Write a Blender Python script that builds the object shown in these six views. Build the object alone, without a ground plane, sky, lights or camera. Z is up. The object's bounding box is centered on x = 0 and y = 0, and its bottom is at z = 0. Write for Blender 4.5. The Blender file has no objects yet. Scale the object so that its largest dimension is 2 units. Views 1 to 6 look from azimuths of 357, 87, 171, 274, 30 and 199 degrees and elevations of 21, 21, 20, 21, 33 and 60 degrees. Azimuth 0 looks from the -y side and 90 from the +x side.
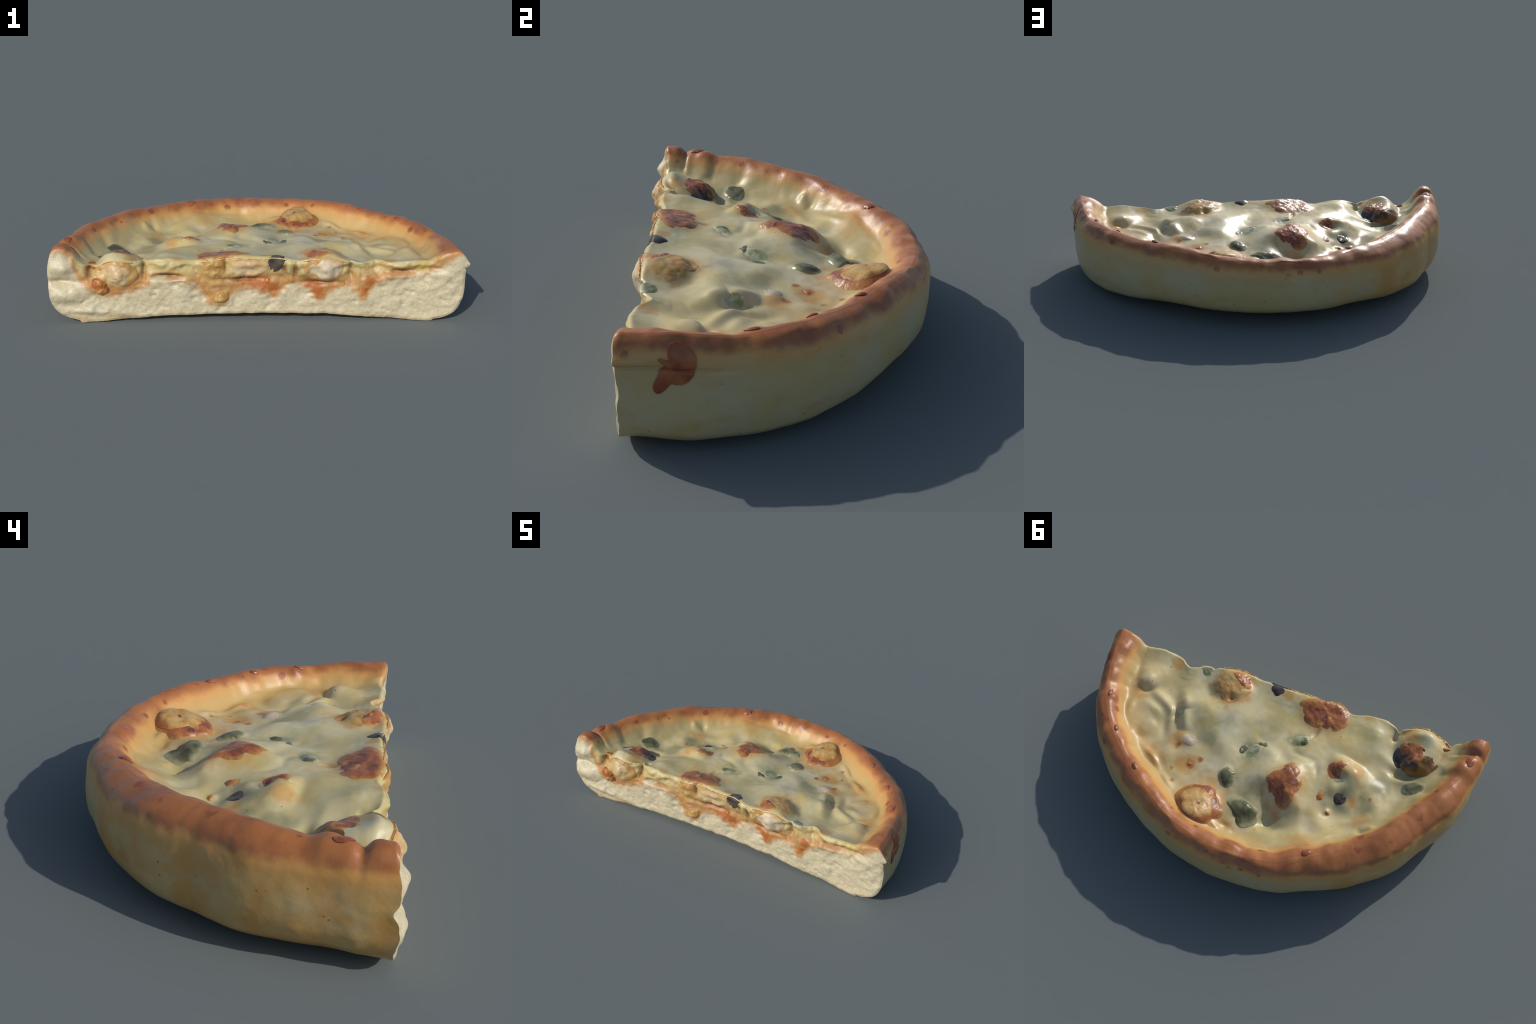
import bpy, math
import numpy as np

rng = np.random.default_rng(7)

# ------------------------------------------------------------------ helpers
def hash3(ix, iy, iz, seed):
    h = (ix * 374761393 + iy * 668265263 + iz * 2147483647 + seed * 1274126177) & 0xFFFFFFFF
    h = ((h ^ (h >> 13)) * 1274126177) & 0xFFFFFFFF
    h = ((h ^ (h >> 16)) * 2246822519) & 0xFFFFFFFF
    return ((h ^ (h >> 15)) & 0xFFFF) / 32767.5 - 1.0

def noise(x, y, z, scale, seed=0):
    """smooth value noise in [-1, 1]"""
    x, y, z = np.broadcast_arrays(np.asarray(x, float) * scale + 100, np.asarray(y, float) * scale + 100, np.asarray(z, float) * scale + 100)
    ix, iy, iz = (np.floor(a).astype(np.int64) for a in (x, y, z))
    fx, fy, fz = x - ix, y - iy, z - iz
    fx, fy, fz = (f * f * f * (f * (f * 6 - 15) + 10) for f in (fx, fy, fz))
    r = 0
    for dx in (0, 1):
        for dy in (0, 1):
            for dz in (0, 1):
                w = (fx if dx else 1 - fx) * (fy if dy else 1 - fy) * (fz if dz else 1 - fz)
                r = r + w * hash3(ix + dx, iy + dy, iz + dz, seed)
    return r

def fbm(x, y, z, scale, seed=0, octaves=3):
    r, a = 0, 1.0
    for k in range(octaves):
        r = r + a * noise(x, y, z, scale * 2.03 ** k, seed + k * 17)
        a *= 0.5
    return r

def smooth(a, b, x):
    t = np.clip((np.asarray(x, float) - a) / (b - a), 0, 1)
    return t * t * (3 - 2 * t)

def smax(a, b, k):
    h = np.clip(0.5 + 0.5 * (a - b) / k, 0, 1)
    return b * (1 - h) + a * h + k * h * (1 - h)

def spline(ts, pts, t):
    """cubic Hermite through the points (monotone in ts)"""
    ts, pts = np.asarray(ts, float), np.asarray(pts, float)
    one = pts.ndim == 1
    if one:
        pts = pts[:, None]
    m = np.gradient(pts, ts, axis=0)
    k = np.clip(np.searchsorted(ts, t) - 1, 0, len(ts) - 2)
    h = ts[k + 1] - ts[k]
    u = np.clip((t - ts[k]) / h, 0, 1)[..., None]
    h = h[..., None]
    r = (2 * u**3 - 3 * u**2 + 1) * pts[k] + (u**3 - 2 * u**2 + u) * h * m[k] + (-2 * u**3 + 3 * u**2) * pts[k + 1] + (u**3 - u**2) * h * m[k + 1]
    return r[..., 0] if one else r

# ------------------------------------------------------------------ the half disc: crest of the rim
CUT = -0.5                       # the flat cut before it is roughened
CREST = [(.945, -.500, .372), (.930, -.357, .370), (.905, -.220, .355), (.860, -.096, .350), (.790, .014, .348),
         (.693, .122, .345), (.582, .222, .344), (.456, .315, .343), (.333, .388, .333), (.194, .437, .326),
         (.047, .464, .324), (-.087, .463, .321), (-.212, .440, .324), (-.325, .383, .331), (-.436, .318, .340),
         (-.543, .241, .344), (-.647, .153, .358), (-.741, .022, .364), (-.836, -.113, .370), (-.896, -.240, .372),
         (-.930, -.344, .378), (-.958, -.500, .384)]
CREST = np.array(CREST)
arc = np.concatenate([[0], np.cumsum(np.linalg.norm(np.diff(CREST[:, :2], axis=0), axis=1))])
arc /= arc[-1]
def crest(t):
    return spline(arc, CREST, t)
DENSE_T = np.linspace(0, 1, 500)
DENSE = crest(DENSE_T)

def crest_distance(x, y):
    """distance to the rim crest and the crest height at the nearest point"""
    sh = np.shape(x)
    p = np.stack([np.ravel(x), np.ravel(y)], -1)
    d = np.empty(len(p)); zc = np.empty(len(p)); tt = np.empty(len(p))
    for a in range(0, len(p), 20000):
        q = p[a:a + 20000]
        dd = (q[:, None, 0] - DENSE[None, :, 0])**2 + (q[:, None, 1] - DENSE[None, :, 1])**2
        k = dd.argmin(1)
        best = np.full(len(q), 9.); bz = np.zeros(len(q)); bt = np.zeros(len(q))
        for off in (-1, 0):                      # the two segments that meet at the nearest point
            j = np.clip(k + off, 0, len(DENSE) - 2)
            A, B = DENSE[j], DENSE[j + 1]
            e = B[:, :2] - A[:, :2]
            f = np.clip(((q - A[:, :2]) * e).sum(1) / (e * e).sum(1), 0, 1)
            g = np.linalg.norm(q - A[:, :2] - f[:, None] * e, axis=1)
            w = g < best
            best = np.where(w, g, best); bz = np.where(w, A[:, 2] + f * (B[:, 2] - A[:, 2]), bz)
            bt = np.where(w, DENSE_T[j] + f * (DENSE_T[j + 1] - DENSE_T[j]), bt)
        d[a:a + 20000] = best; zc[a:a + 20000] = bz; tt[a:a + 20000] = bt
    return d.reshape(sh), zc.reshape(sh), tt.reshape(sh)

# ------------------------------------------------------------------ the cheese surface
# heights of the sagging cheese at a few places (a thin plate is passed through them)
LEVEL = np.array([
    (.80, -.47, .316), (.73, -.48, .322), (.65, -.47, .309), (.565, -.445, .300), (.47, -.48, .300), (.43, -.46, .310), (.37, -.49, .333), (.30, -.49, .339), (.24, -.49, .333),
    (.185, -.46, .316), (.10, -.45, .328), (0, -.46, .330), (-.06, -.45, .333), (-.165, -.47, .330), (-.24, -.46, .325), (-.295, -.45, .308),
    (-.38, -.47, .316), (-.50, -.45, .315), (-.545, -.44, .292), (-.58, -.47, .315), (-.66, -.47, .322), (-.74, -.46, .312), (-.79, -.46, .280), (-.86, -.44, .305),
    (.051, -.365, .308), (.258, -.284, .312), (.51, -.326, .285), (.522, -.278, .286), (.492, -.235, .312), (.708, -.397, .298), (.748, -.44, .306),
    (.309, -.004, .263), (.067, -.208, .280), (.197, -.013, .271), (.655, -.113, .266), (.437, .015, .256), (.501, -.041, .257), (.581, .069, .254),
    (.627, .081, .248), (.30, -.152, .284), (.481, .129, .239), (.14, -.10, .264), (.06, .17, .257), (.128, .186, .245), (-.104, .015, .318), (-.167, -.049, .314),
    (.361, .257, .270), (.197, .117, .250), (-.694, -.174, .240), (-.614, -.189, .244), (-.608, -.298, .263), (-.566, -.312, .262), (-.617, -.385, .312),
    (-.394, -.046, .268), (-.292, .012, .261), (-.351, .068, .227), (-.291, -.258, .305), (-.37, -.16, .310), (.747, -.308, .310), (-.105, -.218, .297),
    (-.20, -.19, .299), (.63, -.022, .244), (-.65, -.36, .306), (-.165, -.42, .324), (-.206, -.388, .312), (.295, -.41, .334), (.42, -.346, .288), (-.40, -.32, .305), (-.50, -.30, .285), (-.66, -.228, .232),
    (.055, .045, .278), (0, .03, .302), (-.03, -.07, .300), (-.12, -.09, .318), (-.21, -.11, .296), (-.19, .27, .240), (-.14, .11, .276), (-.225, .118, .284), (-.095, .19, .192), (-.10, .24, .205), (0, .155, .248), (.03, .21, .250), (.10, .22, .256), (-.31, .27, .284), (-.30, .195, .228), (.25, .05, .262), (-.455, .065, .224), (-.68, -.04, .236), (-.485, -.037, .236), (-.55, -.01, .256),
    (-.63, -.09, .246), (-.78, -.22, .262), (-.74, -.15, .256), (.35, .17, .252), (.70, -.20, .275), (.79, -.32, .284), (-.43, -.19, .280), (-.46, -.10, .280), (0, -.12, .302), (-.18, -.30, .292), (.44, -.27, .314), (.50, -.27, .308), (.49, -.17, .292), (.49, -.10, .262), (.20, -.152, .298), (-.46, -.36, .317), (-.58, -.13, .234), (-.25, .13, .236), (-.33, .15, .242), (.24, .32, .300), (.225, .25, .286), (.22, .18, .268), (0, .285, .222), (.68, -.02, .262), (.78, -.18, .275), (.44, .2, .26), (.1, .33, .240), (-.1, .33, .240), (-.09, -.1, .285)])
def plate(r):
    return r * r * np.log(r + 1e-9)
# lumps under the cheese: x, y, half length, half width, turn (deg), height, squareness
LUMPS = [
    (-.115, .025, .085, .105, 0, .034, 1.5), (-.125, .140, .075, .075, 0, .026, 1.4), (-.090, .215, .032, .035, 0, -.022, 1.0), (-.13, .23, .06, .02, 20, -.014, 1),
    (-.375, -.145, .085, .055, -15, .036, 1.5), (-.345, -.095, .035, .022, 0, -.014, 1),
    (.735, -.330, .080, .060, 25, .028, 1.2), (.800, -.315, .025, .07, 12, -.008, 1), (.715, -.268, .04, .018, 20, -.018, 1), (.755, -.30, .02, .02, 0, .008, 1),
    (-.660, -.385, .100, .105, 8, .050, 3.0), (-.66, -.245, .095, .026, 4, -.030, 1.2), (-.70, -.175, .055, .042, 0, .022, 1.4), (-.605, -.315, .025, .03, 0, -.02, 1),
    (.31, -.41, .095, .080, 5, .040, 1.8), (.294, -.335, .02, .02, 0, -.016, 1), (-.17, -.42, .130, .090, -4, .022, 2.0),
    (.236, .255, .100, .095, 8, .010, 3.0), (.325, .315, .025, .030, 40, -.016, 1), (.04, .185, .070, .030, -10, .012, 1.6), (.01, .245, .06, .03, 10, -.010, 1),
    (-.335, -.03, .030, .03, 0, .010, 1), (-.41, .01, .03, .03, 0, .010, 1), (-.385, -.02, .03, .025, 35, -.010, 1), (-.352, .074, .018, .018, 0, .012, 1), (-.33, .03, .03, .03, 0, .008, 1),
    (.525, -.19, .016, .050, 20, -.016, 1), (.67, .03, .02, .05, 30, .012, 1), (.765, -.154, .02, .05, 0, .008, 1), (.637, -.07, .035, .04, 20, .012, 1.4), (.56, -.10, .03, .06, 20, -.012, 1),
    (.49, .05, .04, .06, 20, .010, 1.2), (.40, .13, .05, .03, 0, .008, 1), (.165, .065, .032, .055, 10, .010, 2), (.43, -.055, .045, .03, -30, .010, 1.4), (.56, .02, .025, .06, -20, -.008, 1),
    (-.12, -.10, .12, .06, 10, .008, 1), (-.40, -.27, .12, .06, -10, .010, 1.2), (-.48, -.08, .04, .03, 0, -.006, 1), (-.56, -.13, .05, .03, 20, .008, 1),
]
# ridges where cheese has run and folded: ends, half width, height
RIDGES = [
    (.543, -.333, .478, -.216, .024, .022), (.478, -.216, .437, -.105, .022, .022), (.456, -.295, .318, -.164, .045, .018), (.318, -.164, .144, -.023, .045, .020),
    (.754, -.346, .692, -.275, .022, .012), (.692, -.275, .524, -.183, .022, .018), (.72, -.21, .58, -.13, .024, .010),
    (.60, .03, .478, .150, .014, .014), (.478, .150, .381, .225, .014, .012), (.66, .05, .57, .125, .010, -.008), (.147, .321, .057, .355, .014, .014), (.057, .355, -.034, .372, .012, .014), (-.034, .372, -.156, .35, .012, .010), (.10, .30, .02, .325, .010, -.008),
    (-.44, -.30, -.60, -.25, .03, .008), (-.143, -.256, -.175, -.33, .008, -.007), (-.152, -.22, -.06, -.19, .012, -.006), (-.22, -.13, -.08, -.18, .012, -.006), (-.21, -.13, -.24, -.05, .012, -.006),
    (-.40, .14, -.56, .03, .018, .010), (-.33, .245, -.47, .165, .012, .010), (-.537, -.37, -.545, -.45, .012, -.014), (.05, -.33, .25, -.22, .03, .006), (-.03, -.15, .12, -.20, .02, -.006),
]
def ridge(x, y, x0, y0, x1, y1, w, h):
    dx, dy = x1 - x0, y1 - y0
    t = np.clip(((x - x0) * dx + (y - y0) * dy) / (dx * dx + dy * dy), 0, 1)
    r = np.hypot(x - x0 - t * dx, y - y0 - t * dy) / (w * 1.25)
    return h * np.exp(-r * r) * (0.15 + 0.85 * np.sin(np.pi * t))
def lump(x, y, cx, cy, a, b, turn, h, p):
    c, s = math.cos(math.radians(turn)), math.sin(math.radians(turn))
    u, v = ((x - cx) * c + (y - cy) * s) / a, (-(x - cx) * s + (y - cy) * c) / b
    return h * np.exp(-(u * u + v * v) ** p)

def lumps_and_folds(x, y):
    h = 0 * x
    x, y = x + .014 * fbm(x, y, 0, 8, 71, 1), y + .014 * fbm(x, y, 0, 8, 72, 1)
    for L in LUMPS:
        h = h + lump(x, y, *L)
    for R in RIDGES:
        h = h + ridge(x, y, *R)
    return h
# the measured places lie on the ragged cut; bring them to the straight one
LEVEL[:, 1] = np.where(LEVEL[:, 1] < -.38, np.maximum((LEVEL[:, 1] + .1108) / .708, CUT), LEVEL[:, 1])
_n = len(LEVEL)
_A = np.zeros((_n + 3, _n + 3))
_A[:_n, :_n] = plate(np.hypot(LEVEL[:, None, 0] - LEVEL[None, :, 0], LEVEL[:, None, 1] - LEVEL[None, :, 1])) + np.eye(_n) * 8e-4
_A[:_n, _n:] = np.c_[np.ones(_n), LEVEL[:, :2]]
_A[_n:, :_n] = _A[:_n, _n:].T
_W = np.linalg.solve(_A, np.r_[LEVEL[:, 2] - lumps_and_folds(LEVEL[:, 0], LEVEL[:, 1]), 0, 0, 0])
def cheese_level(x, y):
    r = _W[_n] + _W[_n + 1] * x + _W[_n + 2] * y
    for k in range(_n):
        r = r + _W[k] * plate(np.hypot(x - LEVEL[k, 0], y - LEVEL[k, 1]))
    return r

# dimples and ribs on the inner slope of the rim: position along the rim, inward distance, half sizes, height
RIM_RELIEF = [(.035, .05, .012, .03, .006), (.10, .06, .010, .05, -.006), (.135, .045, .008, .02, .010), (.165, .07, .010, .03, -.007), (.20, .05, .008, .03, .006),
              (.235, .05, .008, .03, -.006), (.27, .06, .010, .035, .005), (.33, .09, .012, .04, .006), (.50, .06, .02, .025, .007), (.525, .1, .02, .02, -.008),
              (.56, .05, .01, .02, .006), (.60, .08, .02, .03, .006), (.665, .10, .011, .03, .010), (.705, .075, .013, .032, .014), (.722, .09, .006, .03, -.012), (.742, .085, .009, .020, .017), (.775, .08, .014, .03, -.006),
              (.86, .08, .010, .05, -.009), (.885, .06, .010, .03, .005), (.905, .10, .014, .03, -.010), (.95, .05, .012, .05, -.006), (.962, .03, .007, .07, -.020), (.978, .03, .010, .05, .008), (.93, .03, .010, .03, .006), (.91, .05, .008, .05, -.008)]
INNER_D = [0, .02, .04, .06, .08, .10, .13, .18, .30, .6]
INNER_Z = [0, -.003, -.015, -.036, -.064, -.086, -.106, -.130, -.20, -.40]
def top_height(x, y):
    """height of the whole top: rim slope and cheese blended"""
    d, zc, t = crest_distance(x, y)
    h = cheese_level(x, y)
    h = h + lumps_and_folds(x, y)
    h = h + .002 * fbm(x, y, 0, 7, 3, 2) + .0006 * noise(x, y, 0, 38, 5)
    steep = spline([0, .05, .12, .2, .3, .4, .5, .6, .7, .8, .9, 1], [.62, .80, 1.02, 1.08, 1.02, .94, .84, .92, 1.08, 1.05, .95, .95], t)
    rim = zc + spline(INNER_D, INNER_Z, np.clip(d * steep, 0, .6))
    for (t0, d0, wt, wd, a) in RIM_RELIEF:
        rim = rim + a * np.exp(-((t - t0) / wt)**2 - ((d - d0) / wd)**2)
    rim = rim + .008 * fbm(x, y, 0, 10, 21, 2) * smooth(.0, .05, d) + .0012 * noise(x, y, 0, 34, 8) + .005 * noise(x, y, 0, 8, 14) + .003 * noise(x, y, 0, 17, 15)
    z = smax(rim, h, .014)
    z = z - .007 * np.clip(1 - (y - CUT) / .014, 0, 1)**2
    return z

def underside(x, y):
    return .006 + .030 * np.exp(-(np.abs(x + .03) / .62)**4) * np.exp(-((y - CUT) / .35)**2) + .003 * noise(x, y, 0, 9, 31) \
        + .008 * smooth(-.45, -.75, x) * np.maximum(noise(x, y, 0, 12, 4), 0) * np.exp(-((y - CUT) / .1)**2)

# ------------------------------------------------------------------ roughness of the cut: y offset at (x, z)
EDGE_X = [-1.0, -.98, -.93, -.887, -.829, -.786, -.704, -.611, -.575, -.557, -.521, -.383, -.305, -.229, -.135, -.036, .062, .112, .175, .215, .27, .381, .467, .512, .559, .62, .692, .799, .9, 1.0]
EDGE_Y = [-0.478, -0.478, -0.474, -0.47, -0.46, -0.456, -0.464, -0.46, -0.45, -0.44, -0.452, -0.468, -0.452, -0.47, -0.463, -0.466, -0.472, -0.474, -0.48, -0.484, -0.485, -0.482, -0.48, -0.466, -0.448, -0.488, -0.497, -0.494, -0.508, -0.522]
# swellings and hollows of the cut: x, z, half width, half height, forward push
CUT_RELIEF = [(-.93, .290, .05, .035, .030), (-.94, .212, .09, .018, -.024), (-.93, .150, .06, .035, .026), (-.905, .335, .02, .03, -.008),
              (-.67, .260, .075, .060, .026), (-.78, .205, .035, .035, .024), (-.80, .27, .02, .02, -.02), (-.44, .232, .06, .013, -.040), (-.553, .27, .010, .045, -.022), (-.812, .255, .015, .03, -.022), (-.163, .285, .010, .04, -.012), (.118, .27, .012, .04, -.012), (.17, .255, .014, .045, -.016), (.435, .275, .014, .045, -.014), (.30, .200, .08, .011, -.016), (-.08, .214, .11, .011, -.014), (-.44, .285, .08, .025, .006), (-.285, .24, .02, .04, -.012), (-.40, .215, .04, .008, .006),
              (-.23, .28, .06, .04, .016), (-.05, .28, .10, .04, .012), (.06, .232, .035, .018, -.016), (.30, .275, .085, .05, .024), (.13, .285, .06, .03, .010),
              (.44, .24, .02, .03, -.008), (.685, .258, .055, .015, -.040), (.685, .235, .05, .014, .008), (.84, .272, .03, .014, -.020),
              (.90, .25, .035, .03, .008), (.86, .215, .03, .03, -.006), (.93, .20, .03, .04, .006), (-.26, .13, .05, .02, -.008), (-.19, .12, .03, .03, .014),
              (-.12, .105, .02, .03, -.008), (-.80, .07, .1, .02, .014), (-.62, .05, .1, .02, .006)]
PORES = [(px, pz, pr) for px, pz, pr in zip(rng.uniform(-.85, .92, 60), rng.uniform(.05, .21, 60), rng.uniform(.006, .014, 60))]
def cut_y(x, z):
    y = spline(EDGE_X, EDGE_Y, np.clip(x, -1, 1))
    low = -.464 - .022 * smooth(.15, .60, x) - .020 * smooth(.70, .93, x) - .012 * smooth(-.15, -.50, x) - .015 * smooth(-.55, -.90, x)
    k = smooth(.19, .32, z)
    y = y * k + low * (1 - k)
    for (cx, cz, a, b, f) in CUT_RELIEF:
        y = y - f * np.exp(-((x - cx) / a)**2 - ((z - cz) / b)**2)
    for (px, pz, pr) in PORES:
        y = y + .45 * pr * np.exp(-((x - px) / (pr * 1.5))**2 - ((z - pz) / pr)**2)
    crumbly = 1 - smooth(.16, .24, z)
    torn = smooth(.17, .24, z) * (1 - smooth(.80, .88, np.abs(x)))
    torn = torn * (1 - .9 * smooth(.285, .31, z))
    y = y + torn * (.009 * fbm(x, 0, z, 19, 46, 2) - .003 * np.exp(-((z - .305) / .018)**2) + .006 * np.exp(-((z - .27) / .02)**2))
    y = y + .005 * fbm(x, 0, z, 14, 41, 3) + crumbly * (.0009 * fbm(x, 0, z * 1.4, 40, 43, 2))
    return y
def warp(p):
    """push the straight cut into its real, ragged shape (fading inward)"""
    p = np.array(p, float)
    x, y, z = p[..., 0], p[..., 1], p[..., 2]
    near = y < CUT + .12
    w = np.clip(1 - (y - CUT) / .12, 0, 1.4)
    p[..., 1] = np.where(near, y + (cut_y(x, z) - CUT) * w, y)
    return p

# ------------------------------------------------------------------ body grid: columns along the rim, rows over top, wall, underside
NT, NS, NU = 660, 190, 46
WALL_O = [0, .25, .50, .75, .90, .97, 1.0, .95, .83, .62, .32, .08, 0]          # share of the overhang at that place
WALL_IN = [0, 0, 0, 0, 0, 0, 0, 0, 0, -.004, -.016, -.046, -.095]                # tucked in under the foot, metres
WALL_F = [1, .985, .95, .89, .80, .68, .54, .42, .32, .24, .180, .115, .060]            # share of the crest height
FLANK_O = [0, .25, .50, .75, .90, .97, 1.0, .98, .92, .80, .60, .30, 0]         # the flanks stand on a squarer foot
FLANK_IN = [0, 0, 0, 0, 0, 0, 0, 0, 0, 0, -.002, -.022, -.080]
OVERHANG = [.047, .050, .052, .062, .074, .086, .082, .072, .066, .064, .060, .060, .068, .084, .100, .106, .106, .098, .090, .073, .053, .043]
T = np.linspace(0, 1, NT)
cr = crest(T)
tan = np.gradient(cr[:, :2], axis=0)
tan /= np.linalg.norm(tan, axis=1)[:, None]
nor = np.stack([tan[:, 1], -tan[:, 0]], -1)
end_mix = (smooth(.035, 0, T) + smooth(.965, 1, T))[:, None]
side = np.sign(cr[:, :1]) * np.array([[1., 0.]])
nor = nor * (1 - end_mix) + side * end_mix
nor /= np.linalg.norm(nor, axis=1)[:, None]
anchor = np.stack([.80 * cr[:, 0] / .955, np.full(NT, CUT)], -1)

s = np.linspace(0, 1, NS)
plan = anchor[:, None, :] * (1 - s)[None, :, None] + cr[:, None, :2] * s[None, :, None]
ztop = top_height(plan[..., 0], plan[..., 1])
top = np.concatenate([plan, ztop[..., None]], -1)

q = np.linspace(0, 1, 121)[1:]
wo = spline(np.linspace(0, 1, len(WALL_O)), WALL_O, q)
wi = spline(np.linspace(0, 1, len(WALL_O)), WALL_IN, q)
fo = spline(np.linspace(0, 1, len(WALL_O)), FLANK_O, q)
fi = spline(np.linspace(0, 1, len(WALL_O)), FLANK_IN, q)
wf = spline(np.linspace(0, 1, len(WALL_F)), WALL_F, q)
crest_z = top[:, -1, 2]
ends = (smooth(.30, .16, T) + .62 * smooth(.60, .76, T))[:, None]
flank = (smooth(.35, .24, T) * smooth(.0, .07, T) + smooth(.58, .70, T) * smooth(.95, .84, T))[:, None]
over = spline(arc, OVERHANG, T)[:, None]
o = (wo[None, :] * over + wi[None, :]) * (1 - flank) + (fo[None, :] * over + fi[None, :]) * flank
wz = wf[None, :] * crest_z[:, None] * (1 - .66 * ends * smooth(.30, .03, wf)[None, :])
foot = plan[:, -1, None, :] * 1.0
wx = cr[:, None, 0] + nor[:, None, 0] * o
wy = cr[:, None, 1] + nor[:, None, 1] * o
fade = smooth(0, .12, q)[None, :]
bump = (.006 * fbm(wx, wy, wz * .5, 5, 51, 2) + .0010 * fbm(wx, wy, wz, 20, 52, 2) + .006 * fbm(wx, wy, wz, 12, 53, 2) * smooth(.5, .15, q)[None, :]) * fade
lip_gap = -.010 * np.exp(-((wz - (.285 - .02 * smooth(0, .12, T)[:, None])) / .006)**2) * smooth(.13, .02, T)[:, None]
lip = .016 * np.exp(-((wz - .305) / .016)**2) * smooth(.05, 0, T)[:, None]
bump = bump + lip_gap + lip
wx, wy = wx + nor[:, None, 0] * bump, wy + nor[:, None, 1] * bump
low = underside(wx, wy)
wz = np.maximum(wz, 0) + low * smooth(.6, 1, q)[None, :]
wall = np.stack([wx, wy, wz], -1)
u = np.linspace(0, 1, NU)[1:]
inner = wall[:, -1, :2]
bplan = inner[:, None, :] * (1 - u)[None, :, None] + anchor[:, None, :] * u[None, :, None]
k = smooth(0, .25, u)[None, :]
bz = underside(bplan[..., 0], bplan[..., 1])
bz = bz * k + (wall[:, -1, None, 2] + 0 * bz) * (1 - k)
bottom = np.concatenate([bplan, bz[..., None]], -1)
GRID0 = np.concatenate([top, wall, bottom], 1)
GRID0[0, :, 1] = CUT; GRID0[-1, :, 1] = CUT
GRID = warp(GRID0)
NM = GRID.shape[1]
ROW_CREST = NS - 1
ROW_FOOT = NS - 1 + len(q)
Z_SHIFT = -GRID[..., 2].min()
GRID[..., 2] += Z_SHIFT

# ------------------------------------------------------------------ mesh making
root = bpy.data.objects.new("half_pizza", None)
bpy.context.scene.collection.objects.link(root)
root["label"] = "half of a deep dish chicken pizza with browned rim"
root["category"] = "pizza"

def add_object(name, verts, faces, material, parent=root, origin=None, normals=None, kind=None):
    verts = np.asarray(verts, float)
    origin = np.zeros(3) if origin is None else np.asarray(origin, float)
    me = bpy.data.meshes.new(name)
    me.from_pydata((verts - origin).tolist(), [], [list(map(int, f)) for f in faces])
    me.shade_smooth()
    me.materials.append(material)
    if normals is not None:
        me.normals_split_custom_set_from_vertices(normals.tolist())
    ob = bpy.data.objects.new(name, me)
    ob.location = origin
    bpy.context.scene.collection.objects.link(ob)
    ob.parent = parent
    if kind:
        ob["kind"] = kind
    return ob

def grid_faces(n, m):
    a = np.arange(n * m).reshape(n, m)
    return np.stack([a[:-1, :-1], a[1:, :-1], a[1:, 1:], a[:-1, 1:]], -1).reshape(-1, 4)

def vertex_normals(v, f):
    a, b, c, d = (v[f[:, k]] for k in range(4))
    fn = np.cross(c - a, d - b)
    n = np.zeros_like(v)
    for k in range(4):
        np.add.at(n, f[:, k], fn)
    return n / (np.linalg.norm(n, axis=1)[:, None] + 1e-12)

def split(verts, faces, labels, makers):
    """cut one smooth surface into named parts that share border points and normals"""
    vn = vertex_normals(verts, faces)
    out = []
    for lab, (name, material) in makers.items():
        f = faces[labels == lab]
        used, inv = np.unique(f, return_inverse=True)
        out.append(add_object(name, verts[used], inv.reshape(f.shape), material, normals=vn[used]))
    return out

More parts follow.
